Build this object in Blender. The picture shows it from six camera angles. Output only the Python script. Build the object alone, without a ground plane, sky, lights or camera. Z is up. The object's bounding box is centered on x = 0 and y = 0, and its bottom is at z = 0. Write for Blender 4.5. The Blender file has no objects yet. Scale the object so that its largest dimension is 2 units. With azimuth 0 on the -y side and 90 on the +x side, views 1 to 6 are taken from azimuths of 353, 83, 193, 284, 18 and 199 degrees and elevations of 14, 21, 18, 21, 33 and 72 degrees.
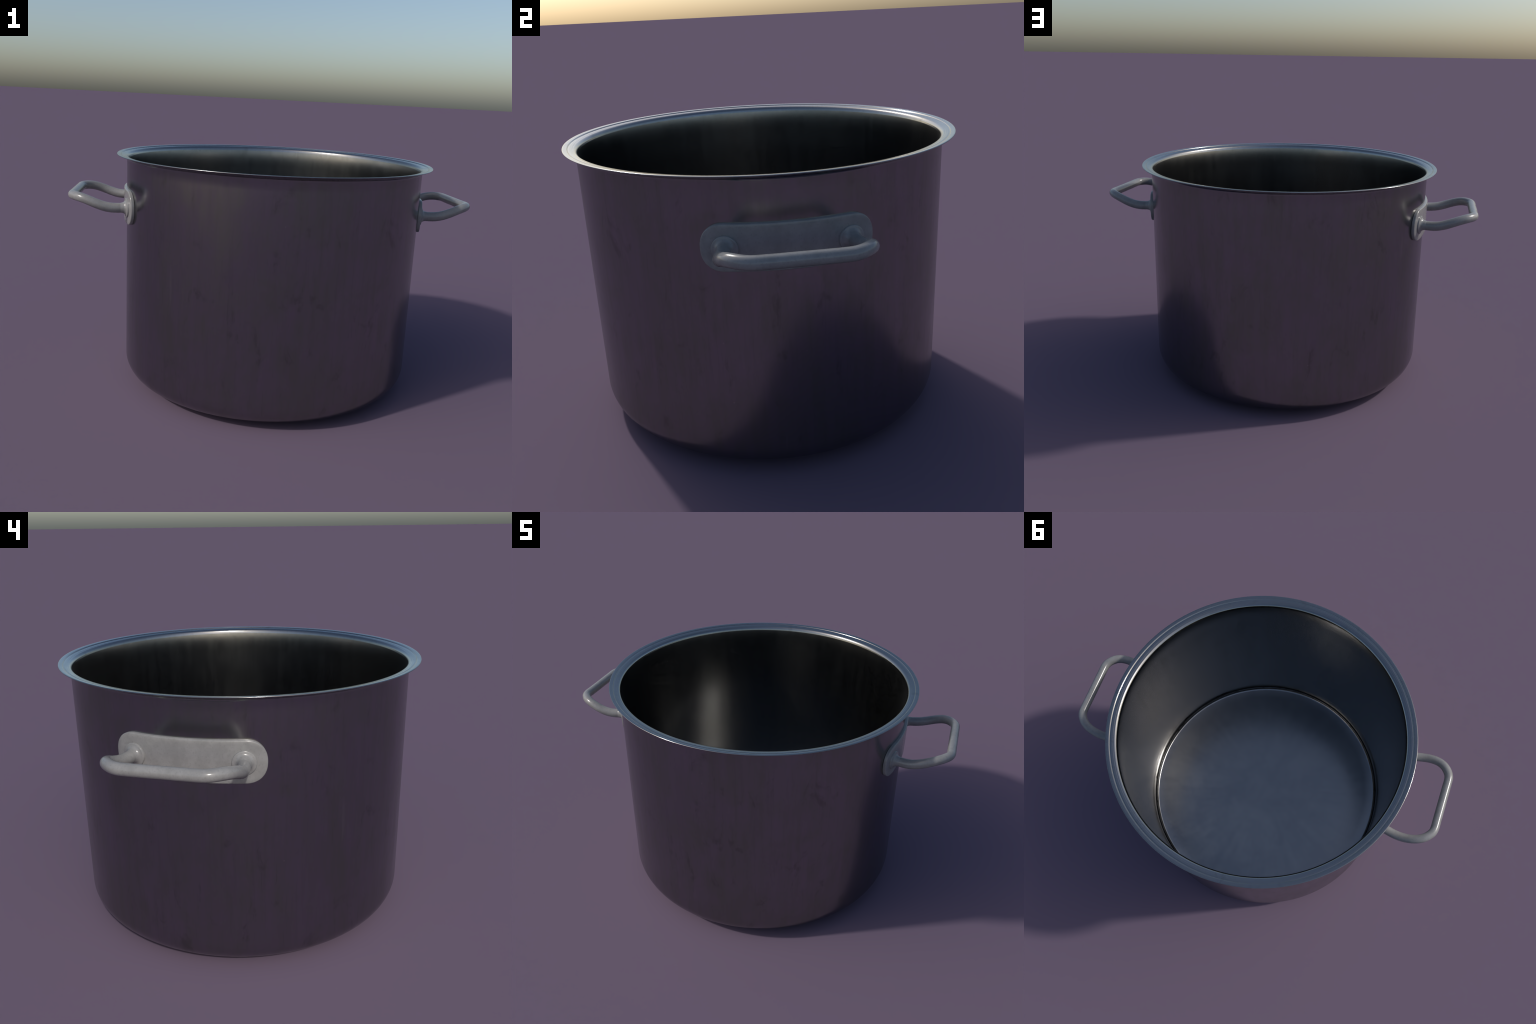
"""Large stainless stock pot: lathed wall, rolled rim, recessed floor, pressed
base disc and two side handles (curved mounting plate, rod, two weld flanges)."""
import bpy, bmesh, math
from mathutils import Vector, Matrix

SEGMENTS = 256            # lathe resolution around the pot

# ------------------------------------------------------------------ helpers
def new_object(name, verts, faces, material, parent, normals=None):
    mesh = bpy.data.meshes.new(name)
    mesh.from_pydata(verts, [], faces)
    mesh.materials.append(material)
    for poly in mesh.polygons:
        poly.use_smooth = True
    if normals is not None:
        mesh.normals_split_custom_set_from_vertices(normals)
    mesh.update()
    obj = bpy.data.objects.new(name, mesh)
    bpy.context.scene.collection.objects.link(obj)
    obj.parent = parent
    return obj


def arc(cx, cz, rx, rz, a0, a1, n):
    """Points (r, z) of an elliptic arc, angles in degrees from +r towards +z."""
    out = []
    for i in range(n + 1):
        a = math.radians(a0 + (a1 - a0) * i / n)
        out.append((cx + rx * math.cos(a), cz + rz * math.sin(a)))
    return out


def line(p, q, n):
    return [(p[0] + (q[0] - p[0]) * i / n, p[1] + (q[1] - p[1]) * i / n) for i in range(n + 1)]


def joined(*pieces):
    out = []
    for piece in pieces:
        for p in piece:
            if not out or math.hypot(p[0] - out[-1][0], p[1] - out[-1][1]) > 1e-6:
                out.append(p)
    return out


def profile_normals(pts):
    """2D normals on the right-hand side of the walk (r, z)."""
    segs = []
    for (r0, z0), (r1, z1) in zip(pts, pts[1:]):
        l = math.hypot(r1 - r0, z1 - z0)
        segs.append(((z1 - z0) / l, -(r1 - r0) / l, l))
    out = []
    for i in range(len(pts)):
        a = segs[max(i - 1, 0)]
        b = segs[min(i, len(segs) - 1)]
        wa, wb = 1 / a[2], 1 / b[2]          # the shorter side turns faster
        n = (a[0] * wa + b[0] * wb, a[1] * wa + b[1] * wb)
        l = math.hypot(*n) or 1
        out.append((n[0] / l, n[1] / l))
    return out


def lathe(name, pts, nrm, material, parent):
    verts, normals, faces = [], [], []
    rings = []
    for (r, z), (nr, nz) in zip(pts, nrm):
        if r < 1e-6:
            rings.append([len(verts)])
            verts.append((0, 0, z))
            normals.append((0, 0, 1 if nz > 0 else -1))
            continue
        ring = []
        for s in range(SEGMENTS):
            a = 2 * math.pi * s / SEGMENTS
            c, sn = math.cos(a), math.sin(a)
            ring.append(len(verts))
            verts.append((r * c, r * sn, z))
            normals.append((nr * c, nr * sn, nz))
        rings.append(ring)
    for a, b in zip(rings, rings[1:]):
        for s in range(SEGMENTS):
            t = (s + 1) % SEGMENTS
            if len(a) == 1:
                faces.append((a[0], b[t], b[s]))
            elif len(b) == 1:
                faces.append((a[s], a[t], b[0]))
            else:
                faces.append((a[s], a[t], b[t], b[s]))
    return new_object(name, verts, faces, material, parent, normals)


# ---------------------------------------------------------------- materials
class Nodes:
    def __init__(self, name):
        self.material = bpy.data.materials.new(name)
        self.material.use_nodes = True
        self.tree = self.material.node_tree
        self.bsdf = self.tree.nodes["Principled BSDF"]
        self.coords = self.tree.nodes.new("ShaderNodeTexCoord").outputs["Object"]

    def add(self, kind, **props):
        node = self.tree.nodes.new(kind)
        for k, v in props.items():
            setattr(node, k, v)
        return node

    def link(self, a, b):
        self.tree.links.new(a, b)

    def noise(self, scale, detail=4.0, rough=0.55, stretch=(1, 1, 1), distortion=0.0, shift=(0, 0, 0)):
        m = self.add("ShaderNodeMapping")
        m.inputs["Scale"].default_value = stretch
        m.inputs["Location"].default_value = shift
        self.link(self.coords, m.inputs["Vector"])
        n = self.add("ShaderNodeTexNoise")
        n.inputs["Scale"].default_value = scale
        n.inputs["Detail"].default_value = detail
        n.inputs["Roughness"].default_value = rough
        n.inputs["Distortion"].default_value = distortion
        self.link(m.outputs[0], n.inputs["Vector"])
        return n.outputs["Fac"]

    def voronoi(self, scale, stretch=(1, 1, 1), feature="F1"):
        m = self.add("ShaderNodeMapping")
        m.inputs["Scale"].default_value = stretch
        self.link(self.coords, m.inputs["Vector"])
        n = self.add("ShaderNodeTexVoronoi", feature=feature)
        n.inputs["Scale"].default_value = scale
        self.link(m.outputs[0], n.inputs["Vector"])
        return n.outputs["Distance"]

    def ramp(self, fac, lo, hi, out_lo=0.0, out_hi=1.0):
        n = self.add("ShaderNodeMapRange", clamp=True, interpolation_type="SMOOTHSTEP")
        for key, v in (("From Min", lo), ("From Max", hi), ("To Min", out_lo), ("To Max", out_hi)):
            n.inputs[key].default_value = v
        self.link(fac, n.inputs["Value"])
        return n.outputs["Result"]

    def math(self, op, a, b):
        n = self.add("ShaderNodeMath", operation=op)
        for i, v in enumerate((a, b)):
            if isinstance(v, (int, float)):
                n.inputs[i].default_value = v
            else:
                self.link(v, n.inputs[i])
        return n.outputs[0]

    def mix(self, fac, a, b):
        n = self.add("ShaderNodeMix", data_type="RGBA")
        if isinstance(fac, (int, float)):
            n.inputs["Factor"].default_value = fac
        else:
            self.link(fac, n.inputs["Factor"])
        for key, v in ((6, a), (7, b)):
            if isinstance(v, tuple):
                n.inputs[key].default_value = (*v, 1)
            else:
                self.link(v, n.inputs[key])
        return n.outputs[2]

    def bump(self, height, strength, distance):
        n = self.add("ShaderNodeBump")
        n.inputs["Strength"].default_value = strength
        n.inputs["Distance"].default_value = distance
        self.link(height, n.inputs["Height"])
        self.link(n.outputs[0], self.bsdf.inputs["Normal"])

    def radius_and_height(self):
        s = self.add("ShaderNodeSeparateXYZ")
        self.link(self.coords, s.inputs[0])
        x2 = self.math("MULTIPLY", s.outputs[0], s.outputs[0])
        y2 = self.math("MULTIPLY", s.outputs[1], s.outputs[1])
        return self.math("SQRT", self.math("ADD", x2, y2), 0.0), s.outputs[2]


def worn_steel(name, tint_a, tint_b, dark, rough, streaks=0.5, flecks=0.5, dark_seam=False):
    """Used steel: cloudy patches, soft vertical wipe streaks, stains, flecks, fine scratches."""
    n = Nodes(name)
    cloud = n.ramp(n.noise(2.8, 9, 0.72, (1.5, 1.5, 1.0), 0.3), 0.40, 0.60)
    streak = n.ramp(n.noise(12.0, 8, 0.70, (1.8, 1.8, 0.20)), 0.34, 0.66)
    patch = n.math("ADD", n.math("MULTIPLY", cloud, 1.0 - streaks), n.math("MULTIPLY", streak, streaks))
    colour = n.mix(patch, tint_a, tint_b)
    brush = n.ramp(n.noise(34.0, 5, 0.65, (1.6, 1.6, 0.10), 0.0, (5, 2, 1)), 0.50, 0.74, 0.0, 0.20)
    colour = n.mix(brush, colour, dark)
    stains = n.ramp(n.noise(11.0, 8, 0.68, (1.2, 1.2, 0.6), 0.6, (3, 1, 7)), 0.56, 0.70, 0.0, 0.50)
    colour = n.mix(stains, colour, dark)
    # sparse slanted scratches, light and dark
    for turn, shift, tone in ((0.5, 3.0, (0.36, 0.36, 0.36)), (-0.7, 8.0, (0.17, 0.17, 0.17))):
        m = n.add("ShaderNodeMapping")
        m.inputs["Rotation"].default_value = (turn, turn * 0.8, 0)
        m.inputs["Location"].default_value = (shift, 0, shift)
        m.inputs["Scale"].default_value = (1, 1, 0.05)
        n.link(n.coords, m.inputs["Vector"])
        t = n.add("ShaderNodeTexNoise")
        t.inputs["Scale"].default_value = 46.0
        t.inputs["Detail"].default_value = 1.0
        n.link(m.outputs[0], t.inputs["Vector"])
        gate = n.ramp(n.noise(4.0, 2, 0.5, (1, 1, 1), 0, (shift, 2, 0)), 0.54, 0.66)
        hair = n.math("MULTIPLY", n.ramp(t.outputs["Fac"], 0.70, 0.76, 0.0, 0.35), gate)
        colour = n.mix(hair, colour, tone)
    fleck = n.ramp(n.voronoi(15.0), 0.02, 0.045, flecks, 0.0)
    gate = n.ramp(n.noise(5.0, 1, 0.5, (1, 1, 1), 0, (9, 4, 2)), 0.55, 0.6)
    colour = n.mix(n.math("MULTIPLY", fleck, gate), colour, (0.55, 0.55, 0.55))
    if dark_seam:                     # ragged black band just above the floor seam
        _, height = n.radius_and_height()
        ragged = n.math("MULTIPLY", n.ramp(n.noise(9.0, 6, 0.68, (1, 1, 0.6), 0.3), 0.5, 0.8), 0.030)
        edge = n.math("SUBTRACT", height, ragged)
        seam_band = n.ramp(edge, 0.1660, 0.1700, 1.0, 0.0)
        colour = n.mix(seam_band, colour, (0.02, 0.019, 0.017))
    n.link(colour, n.bsdf.inputs["Base Color"])
    n.bsdf.inputs["Metallic"].default_value = 1.0
    n.link(n.ramp(patch, 0.1, 0.9, rough - 0.015, rough + 0.022), n.bsdf.inputs["Roughness"])
    return n.material


steel = worn_steel("worn_outer_steel", (0.284, 0.265, 0.298), (0.236, 0.242, 0.222), (0.150, 0.150, 0.138), 0.222)
inner_steel = worn_steel("worn_inner_steel", (0.262, 0.262, 0.265), (0.236, 0.239, 0.232), (0.17, 0.17, 0.16), 0.225, 0.6, 0.25, True)
rim_steel = worn_steel("polished_rim_steel", (0.285, 0.285, 0.29), (0.27, 0.275, 0.27), (0.2, 0.2, 0.19), 0.17, 0.3, 0.2)


def floor_steel():
    n = Nodes("floor_steel")
    cloud = n.ramp(n.noise(4.0, 9, 0.72, (1, 1, 1), 0.3), 0.25, 0.75)
    # scrubbing marks that run in and out from the middle
    flat = n.add("ShaderNodeVectorMath", operation="MULTIPLY")
    flat.inputs[1].default_value = (1, 1, 0)
    n.link(n.coords, flat.inputs[0])
    unit = n.add("ShaderNodeVectorMath", operation="NORMALIZE")
    n.link(flat.outputs[0], unit.inputs[0])
    spread = n.add("ShaderNodeVectorMath", operation="MULTIPLY_ADD")
    spread.inputs[1].default_value = (0.12, 0.12, 0.0)
    n.link(flat.outputs[0], spread.inputs[0])
    n.link(unit.outputs[0], spread.inputs[2])
    rays = n.add("ShaderNodeTexNoise")
    rays.inputs["Scale"].default_value = 14.0
    rays.inputs["Detail"].default_value = 6.0
    n.link(spread.outputs[0], rays.inputs["Vector"])
    radial, _ = n.radius_and_height()
    rays = n.math("MULTIPLY", n.math("SUBTRACT", rays.outputs["Fac"], 0.5), n.ramp(radial, 0.1, 0.45, 0.0, 0.9))
    cloud = n.math("ADD", cloud, rays)
    colour = n.mix(cloud, (0.225, 0.228, 0.236), (0.290, 0.290, 0.288))
    pits = n.ramp(n.noise(22.0, 3, 0.55, (1, 1, 1), 1.0, (2, 5, 0)), 0.72, 0.78, 0.0, 0.4)
    colour = n.mix(pits, colour, (0.1, 0.1, 0.1))
    radius, _ = n.radius_and_height()
    wobble = n.math("MULTIPLY", n.ramp(n.noise(26.0, 4, 0.65), 0.35, 0.75), 0.006)
    seam_band = n.ramp(n.math("ADD", radius, wobble), 0.7062, 0.7095)
    colour = n.mix(seam_band, colour, (0.015, 0.014, 0.013))
    n.link(colour, n.bsdf.inputs["Base Color"])
    n.bsdf.inputs["Metallic"].default_value = 1.0
    n.link(n.ramp(cloud, 0, 1, 0.215, 0.265), n.bsdf.inputs["Roughness"])
    return n.material


def handle_steel():
    n = Nodes("cast_handle_steel")
    cloud = n.ramp(n.noise(18.0, 5, 0.65), 0.32, 0.68)
    colour = n.mix(cloud, (0.196, 0.196, 0.193), (0.236, 0.236, 0.233))
    grit = n.ramp(n.noise(140.0, 2, 0.6), 0.55, 0.7, 0.0, 0.25)
    colour = n.mix(grit, colour, (0.13, 0.13, 0.13))
    n.link(colour, n.bsdf.inputs["Base Color"])
    n.bsdf.inputs["Metallic"].default_value = 0.0
    n.link(n.ramp(cloud, 0, 1, 0.18, 0.26), n.bsdf.inputs["Roughness"])
    return n.material


floor_metal = floor_steel()
handle_metal = handle_steel()

# ---------------------------------------------------------------- the pot
pot = bpy.data.objects.new("stock_pot", None)
bpy.context.scene.collection.objects.link(pot)
pot["label"] = "large worn stainless steel stock pot with two side handles"
pot["category"] = "cooking pot"

R_TOP, R_LOW = 0.7330, 0.7385       # outer wall radius under the rim / above the corner
IN_TOP, IN_LOW = 0.7236, 0.7152     # inner wall radius at the rim / above the floor seam
CORNER, LIFT = 0.094, 0.0255          # bottom corner radius, height of the corner's foot
FLOOR_MID, FLOOR_DISH = 0.132, 0.040  # the floor is slightly dished: z = mid + dish * r * r
SEAM = 0.164                         # height of the seam between wall and floor

# outside, walked from the base centre out and up: a shallow cone under the pot
base_pts = joined(line((0, 0), (0.36, 0), 6),
                  line((0.36, 0.0), (R_LOW - CORNER - 0.010, LIFT - 0.0008), 8))
outer_pts = joined([base_pts[-1]],
                   arc(R_LOW - CORNER, LIFT + CORNER, CORNER, CORNER, -92, 0, 24),
                   line((R_LOW, LIFT + CORNER), (R_TOP, 1.112), 24))
rim_pts = joined(arc(R_TOP + 0.011, 1.112, 0.011, 0.011, 180, 100, 6),        # flare under the lip
                 line((0.7470, 1.1237), (0.7765, 1.1355), 5),
                 arc(0.7785, 1.1379, 0.0026, 0.0021, -60, 95, 8),             # outer lip edge
                 line((0.7765, 1.1400), (0.7625, 1.1382), 4),                 # outer land
                 line((0.7620, 1.1379), (0.7610, 1.1362), 2),                 # small step
                 [(0.7598, 1.1354), (0.7580, 1.1352)],                        # groove at its foot
                 line((0.7560, 1.1355), (0.7430, 1.1335), 4),                 # inner land
                 arc(0.7425, 1.1140, 0.7425 - IN_TOP - 0.0010, 0.0193, 90, 172, 14))   # roll into the wall
inner_pts = joined(arc(IN_TOP + 0.018, 1.1090, 0.0180, 0.0600, 175, 180, 2),   # slight flare below the roll
                   line((IN_TOP, 1.1090 - 0.01), (IN_TOP - 0.0004, 1.02), 10),
                   line((IN_TOP - 0.0004, 1.02), (0.7178, 0.62), 10),
                   line((0.7178, 0.62), (IN_LOW, SEAM + 0.055), 12),
                   line((IN_LOW, SEAM + 0.055), (IN_LOW, SEAM + 0.045), 2),
                   arc(IN_LOW - 0.010, SEAM + 0.040, 0.010, 0.036, 0, -62, 8))
FILLET_TOP = SEAM - 0.003
FLOOR_R = 0.690
FLOOR_EDGE = 0.1430


def floor_height(r):
    return min(FLOOR_MID + FLOOR_DISH * r * r, FLOOR_EDGE)


floor_pts = joined([inner_pts[-1]], [(0.7095, SEAM - 0.007), (0.7070, SEAM - 0.007), (0.7050, FILLET_TOP)],
                   arc(FLOOR_R, FILLET_TOP + 0.001, 0.7045 - FLOOR_R, FILLET_TOP + 0.001 - FLOOR_EDGE, 0, -90, 10),
                   [(r, floor_height(r)) for r in [FLOOR_R * (1 - i / 14.0) for i in range(15)]])

wall_walk = joined(outer_pts, rim_pts, inner_pts, floor_pts)
wall_nrm = profile_normals(wall_walk)
# wall stays straight; normals tilted up to draw the bright gradient below the lip
for i, (r, z) in enumerate(wall_walk):
    if 1.0 < z < 1.112 and r < 0.7260:
        tilt = math.radians(7.0) * ((z - 1.0) / 0.112) ** 2.5
        wall_nrm[i] = (-math.cos(tilt), math.sin(tilt))


def nearest(p):
    return min(range(len(wall_walk)), key=lambda i: math.hypot(wall_walk[i][0] - p[0], wall_walk[i][1] - p[1]))


i0, i1, i2 = nearest(outer_pts[-1]), nearest(inner_pts[0]), nearest(inner_pts[-1])
lathe("outer_wall", wall_walk[:i0 + 1], wall_nrm[:i0 + 1], steel, pot)
lathe("rim", wall_walk[i0:i1 + 1], wall_nrm[i0:i1 + 1], rim_steel, pot)
lathe("inner_wall", wall_walk[i1:i2 + 1], wall_nrm[i1:i2 + 1], inner_steel, pot)
lathe("floor", wall_walk[i2:], wall_nrm[i2:], floor_metal, pot)
lathe("base_disc", base_pts, profile_normals(base_pts), steel, pot)

# ---------------------------------------------------------------- handles
PLATE_IN, PLATE_OUT = 0.7320, 0.7470
PLATE_HALF_LENGTH, PLATE_HALF_HEIGHT, PLATE_Z = 0.290, 0.0808, 0.8982
ROD = 0.0220
# right-hand half of the rod's centre line (x out, y along the wall, z up)
ROD_HALF = [(0.715, 0.2035, 0.8975), (0.745, 0.2115, 0.8970), (0.790, 0.2220, 0.8970),
            (0.830, 0.2275, 0.9065), (0.868, 0.2280, 0.9210), (0.905, 0.2210, 0.9350),
            (0.936, 0.2060, 0.9425), (0.960, 0.1830, 0.9445), (0.9765, 0.1560, 0.9440),
            (0.9785, 0.1300, 0.9435), (0.9780, 0.0900, 0.9430), (0.9780, 0.0300, 0.9430)]


def spline(points, steps):
    """Uniform cubic B-spline along the control points, ends clamped."""
    p = [Vector(q) for q in points]
    p = [2 * p[0] - p[1]] + p + [2 * p[-1] - p[-2]]
    out = []
    for i in range(len(p) - 3):
        a, b, c, d = p[i:i + 4]
        for s in range(steps):
            t = s / steps
            out.append((a * (1 - t) ** 3 + b * (3 * t ** 3 - 6 * t * t + 4)
                        + c * (-3 * t ** 3 + 3 * t * t + 3 * t + 1) + d * t ** 3) / 6)
    out.append(p[-2])
    return out


def sweep(name, path, radii, material, parent, sides=32):
    verts, faces = [], []
    up = Vector((0, 0, 1))
    for i, (p, r) in enumerate(zip(path, radii)):
        tan = (path[min(i + 1, len(path) - 1)] - path[max(i - 1, 0)]).normalized()
        side = tan.cross(up).normalized()
        top = side.cross(tan)
        for s in range(sides):
            a = 2 * math.pi * s / sides
            verts.append(p + side * (r * math.cos(a)) + top * (r * math.sin(a)))
    for i in range(len(path) - 1):
        for s in range(sides):
            t = (s + 1) % sides
            faces.append((i * sides + s, i * sides + t, (i + 1) * sides + t, (i + 1) * sides + s))
    faces.append(tuple(range(sides))[::-1])
    faces.append(tuple(range((len(path) - 1) * sides, len(path) * sides)))
    return new_object(name, [tuple(v) for v in verts], faces, material, parent)


def plate_outline(a):
    """Rounded-end outline: half length along the wall, half height; a in radians."""
    rc = 0.080
    c, s = math.cos(a), math.sin(a)
    e = 2.0 / 2.25
    ex = PLATE_HALF_LENGTH - rc
    x = math.copysign(abs(c) ** e, c) * rc
    z = math.copysign(abs(s) ** e, s) * PLATE_HALF_HEIGHT
    return x, z, ex


def mounting_plate(parent):
    """Thin plate bent round the wall, with bevelled outer edge."""
    loop = []
    n = 48
    for i in range(n + 1):
        a = -math.pi / 2 + math.pi * i / n
        x, z, ex = plate_outline(a)
        loop.append((ex + x, z))
    for i in range(n + 1):
        a = math.pi / 2 + math.pi * i / n
        x, z, ex = plate_outline(a)
        loop.append((-ex + x, z))
    # insert points along the straight edges so that the bend is smooth
    full = []
    for p, q in zip(loop, loop[1:] + loop[:1]):
        full.append(p)
        d = math.hypot(q[0] - p[0], q[1] - p[1])
        k = int(d / 0.012)
        full += [(p[0] + (q[0] - p[0]) * j / k, p[1] + (q[1] - p[1]) * j / k) for j in range(1, k)]

    def place(u, z, radius):
        ang = u / 0.745
        radius += 0.022 * ang * ang          # bent a little flatter than the wall
        return (radius * math.cos(ang), radius * math.sin(ang), PLATE_Z + z)

    def inset(p, d):
        ex = PLATE_HALF_LENGTH - 0.080
        cx = max(-ex, min(ex, p[0]))
        v = Vector((p[0] - cx, p[1]))
        l = v.length
        v *= (l - d) / l
        return cx + v.x, v.y

    levels = [(0.0, PLATE_IN), (0.0, PLATE_OUT - 0.004), (0.0012, PLATE_OUT - 0.0012), (0.004, PLATE_OUT)]
    verts, faces = [], []
    m = len(full)
    for d, radius in levels:
        for p in full:
            verts.append(place(*inset(p, d), radius))
    for l in range(len(levels) - 1):
        for i in range(m):
            j = (i + 1) % m
            faces.append((l * m + i, l * m + j, (l + 1) * m + j, (l + 1) * m + i))
    # cap: shrink the outline towards the long axis in steps
    prev = (len(levels) - 1) * m
    for k in range(1, 7):
        start = len(verts)
        f = 1 - k / 6.0
        for p in full:
            q = inset(p, 0.004)
            ex = PLATE_HALF_LENGTH - 0.080
            cx = max(-ex, min(ex, q[0]))
            verts.append(place(cx + (q[0] - cx) * f, q[1] * f, PLATE_OUT))
        for i in range(m):
            j = (i + 1) % m
            faces.append((prev + i, prev + j, start + j, start + i))
        prev = start
    obj = new_object("mounting_plate", verts, faces, handle_metal, parent)
    bm = bmesh.new()
    bm.from_mesh(obj.data)
    bmesh.ops.remove_doubles(bm, verts=bm.verts, dist=1e-5)
    bmesh.ops.recalc_face_normals(bm, faces=bm.faces)
    bm.to_mesh(obj.data)
    bm.free()
    obj.data.set_sharp_from_angle(angle=math.radians(50))
    return obj


def flange(parent, side):
    """Weld collar at the foot of the rod: disc flaring into the rod."""
    pts = [(0.0445, -0.012), (0.0445, 0.0052), (0.0437, 0.0062), (0.0395, 0.0066), (0.0345, 0.0082),
           (0.0300, 0.0115), (0.0265, 0.0165), (0.0243, 0.0230), (0.0229, 0.0310), (0.0215, 0.0350)]
    ang = side * 0.2075 / PLATE_OUT
    axis = Vector((math.cos(ang), math.sin(ang), 0))
    along = Vector((-math.sin(ang), math.cos(ang), 0))
    centre = axis * (PLATE_OUT + 0.0015) + Vector((0, 0, 0.8975))
    verts, faces, k = [], [], 48
    for r, h in pts:
        for s in range(k):
            a = 2 * math.pi * s / k
            verts.append(tuple(centre + axis * h + along * (r * math.cos(a)) + Vector((0, 0, r * math.sin(a)))))
    for i in range(len(pts) - 1):
        for s in range(k):
            t = (s + 1) % k
            faces.append((i * k + s, i * k + t, (i + 1) * k + t, (i + 1) * k + s))
    obj = new_object("flange", verts, faces, handle_metal, parent)
    obj.data.set_sharp_from_angle(angle=math.radians(50))
    return obj


def build_handle():
    handle = bpy.data.objects.new("handle", None)
    bpy.context.scene.collection.objects.link(handle)
    handle.parent = pot
    mounting_plate(handle)
    mirrored = [(x, -y, z) for x, y, z in ROD_HALF]
    path = spline(ROD_HALF + mirrored[::-1], 6)
    radii = [ROD + 0.0012 * max(0.0, min(1.0, (0.90 - p.x) / 0.12)) for p in path]
    sweep("rod", path, radii, handle_metal, handle)
    flange(handle, 1)
    flange(handle, -1)
    return handle


first = build_handle()
second = bpy.data.objects.new("handle", None)
bpy.context.scene.collection.objects.link(second)
second.parent = pot
for child in list(first.children):
    twin = child.copy()
    bpy.context.scene.collection.objects.link(twin)
    twin.parent = second
second.rotation_euler = (0, 0, math.pi)
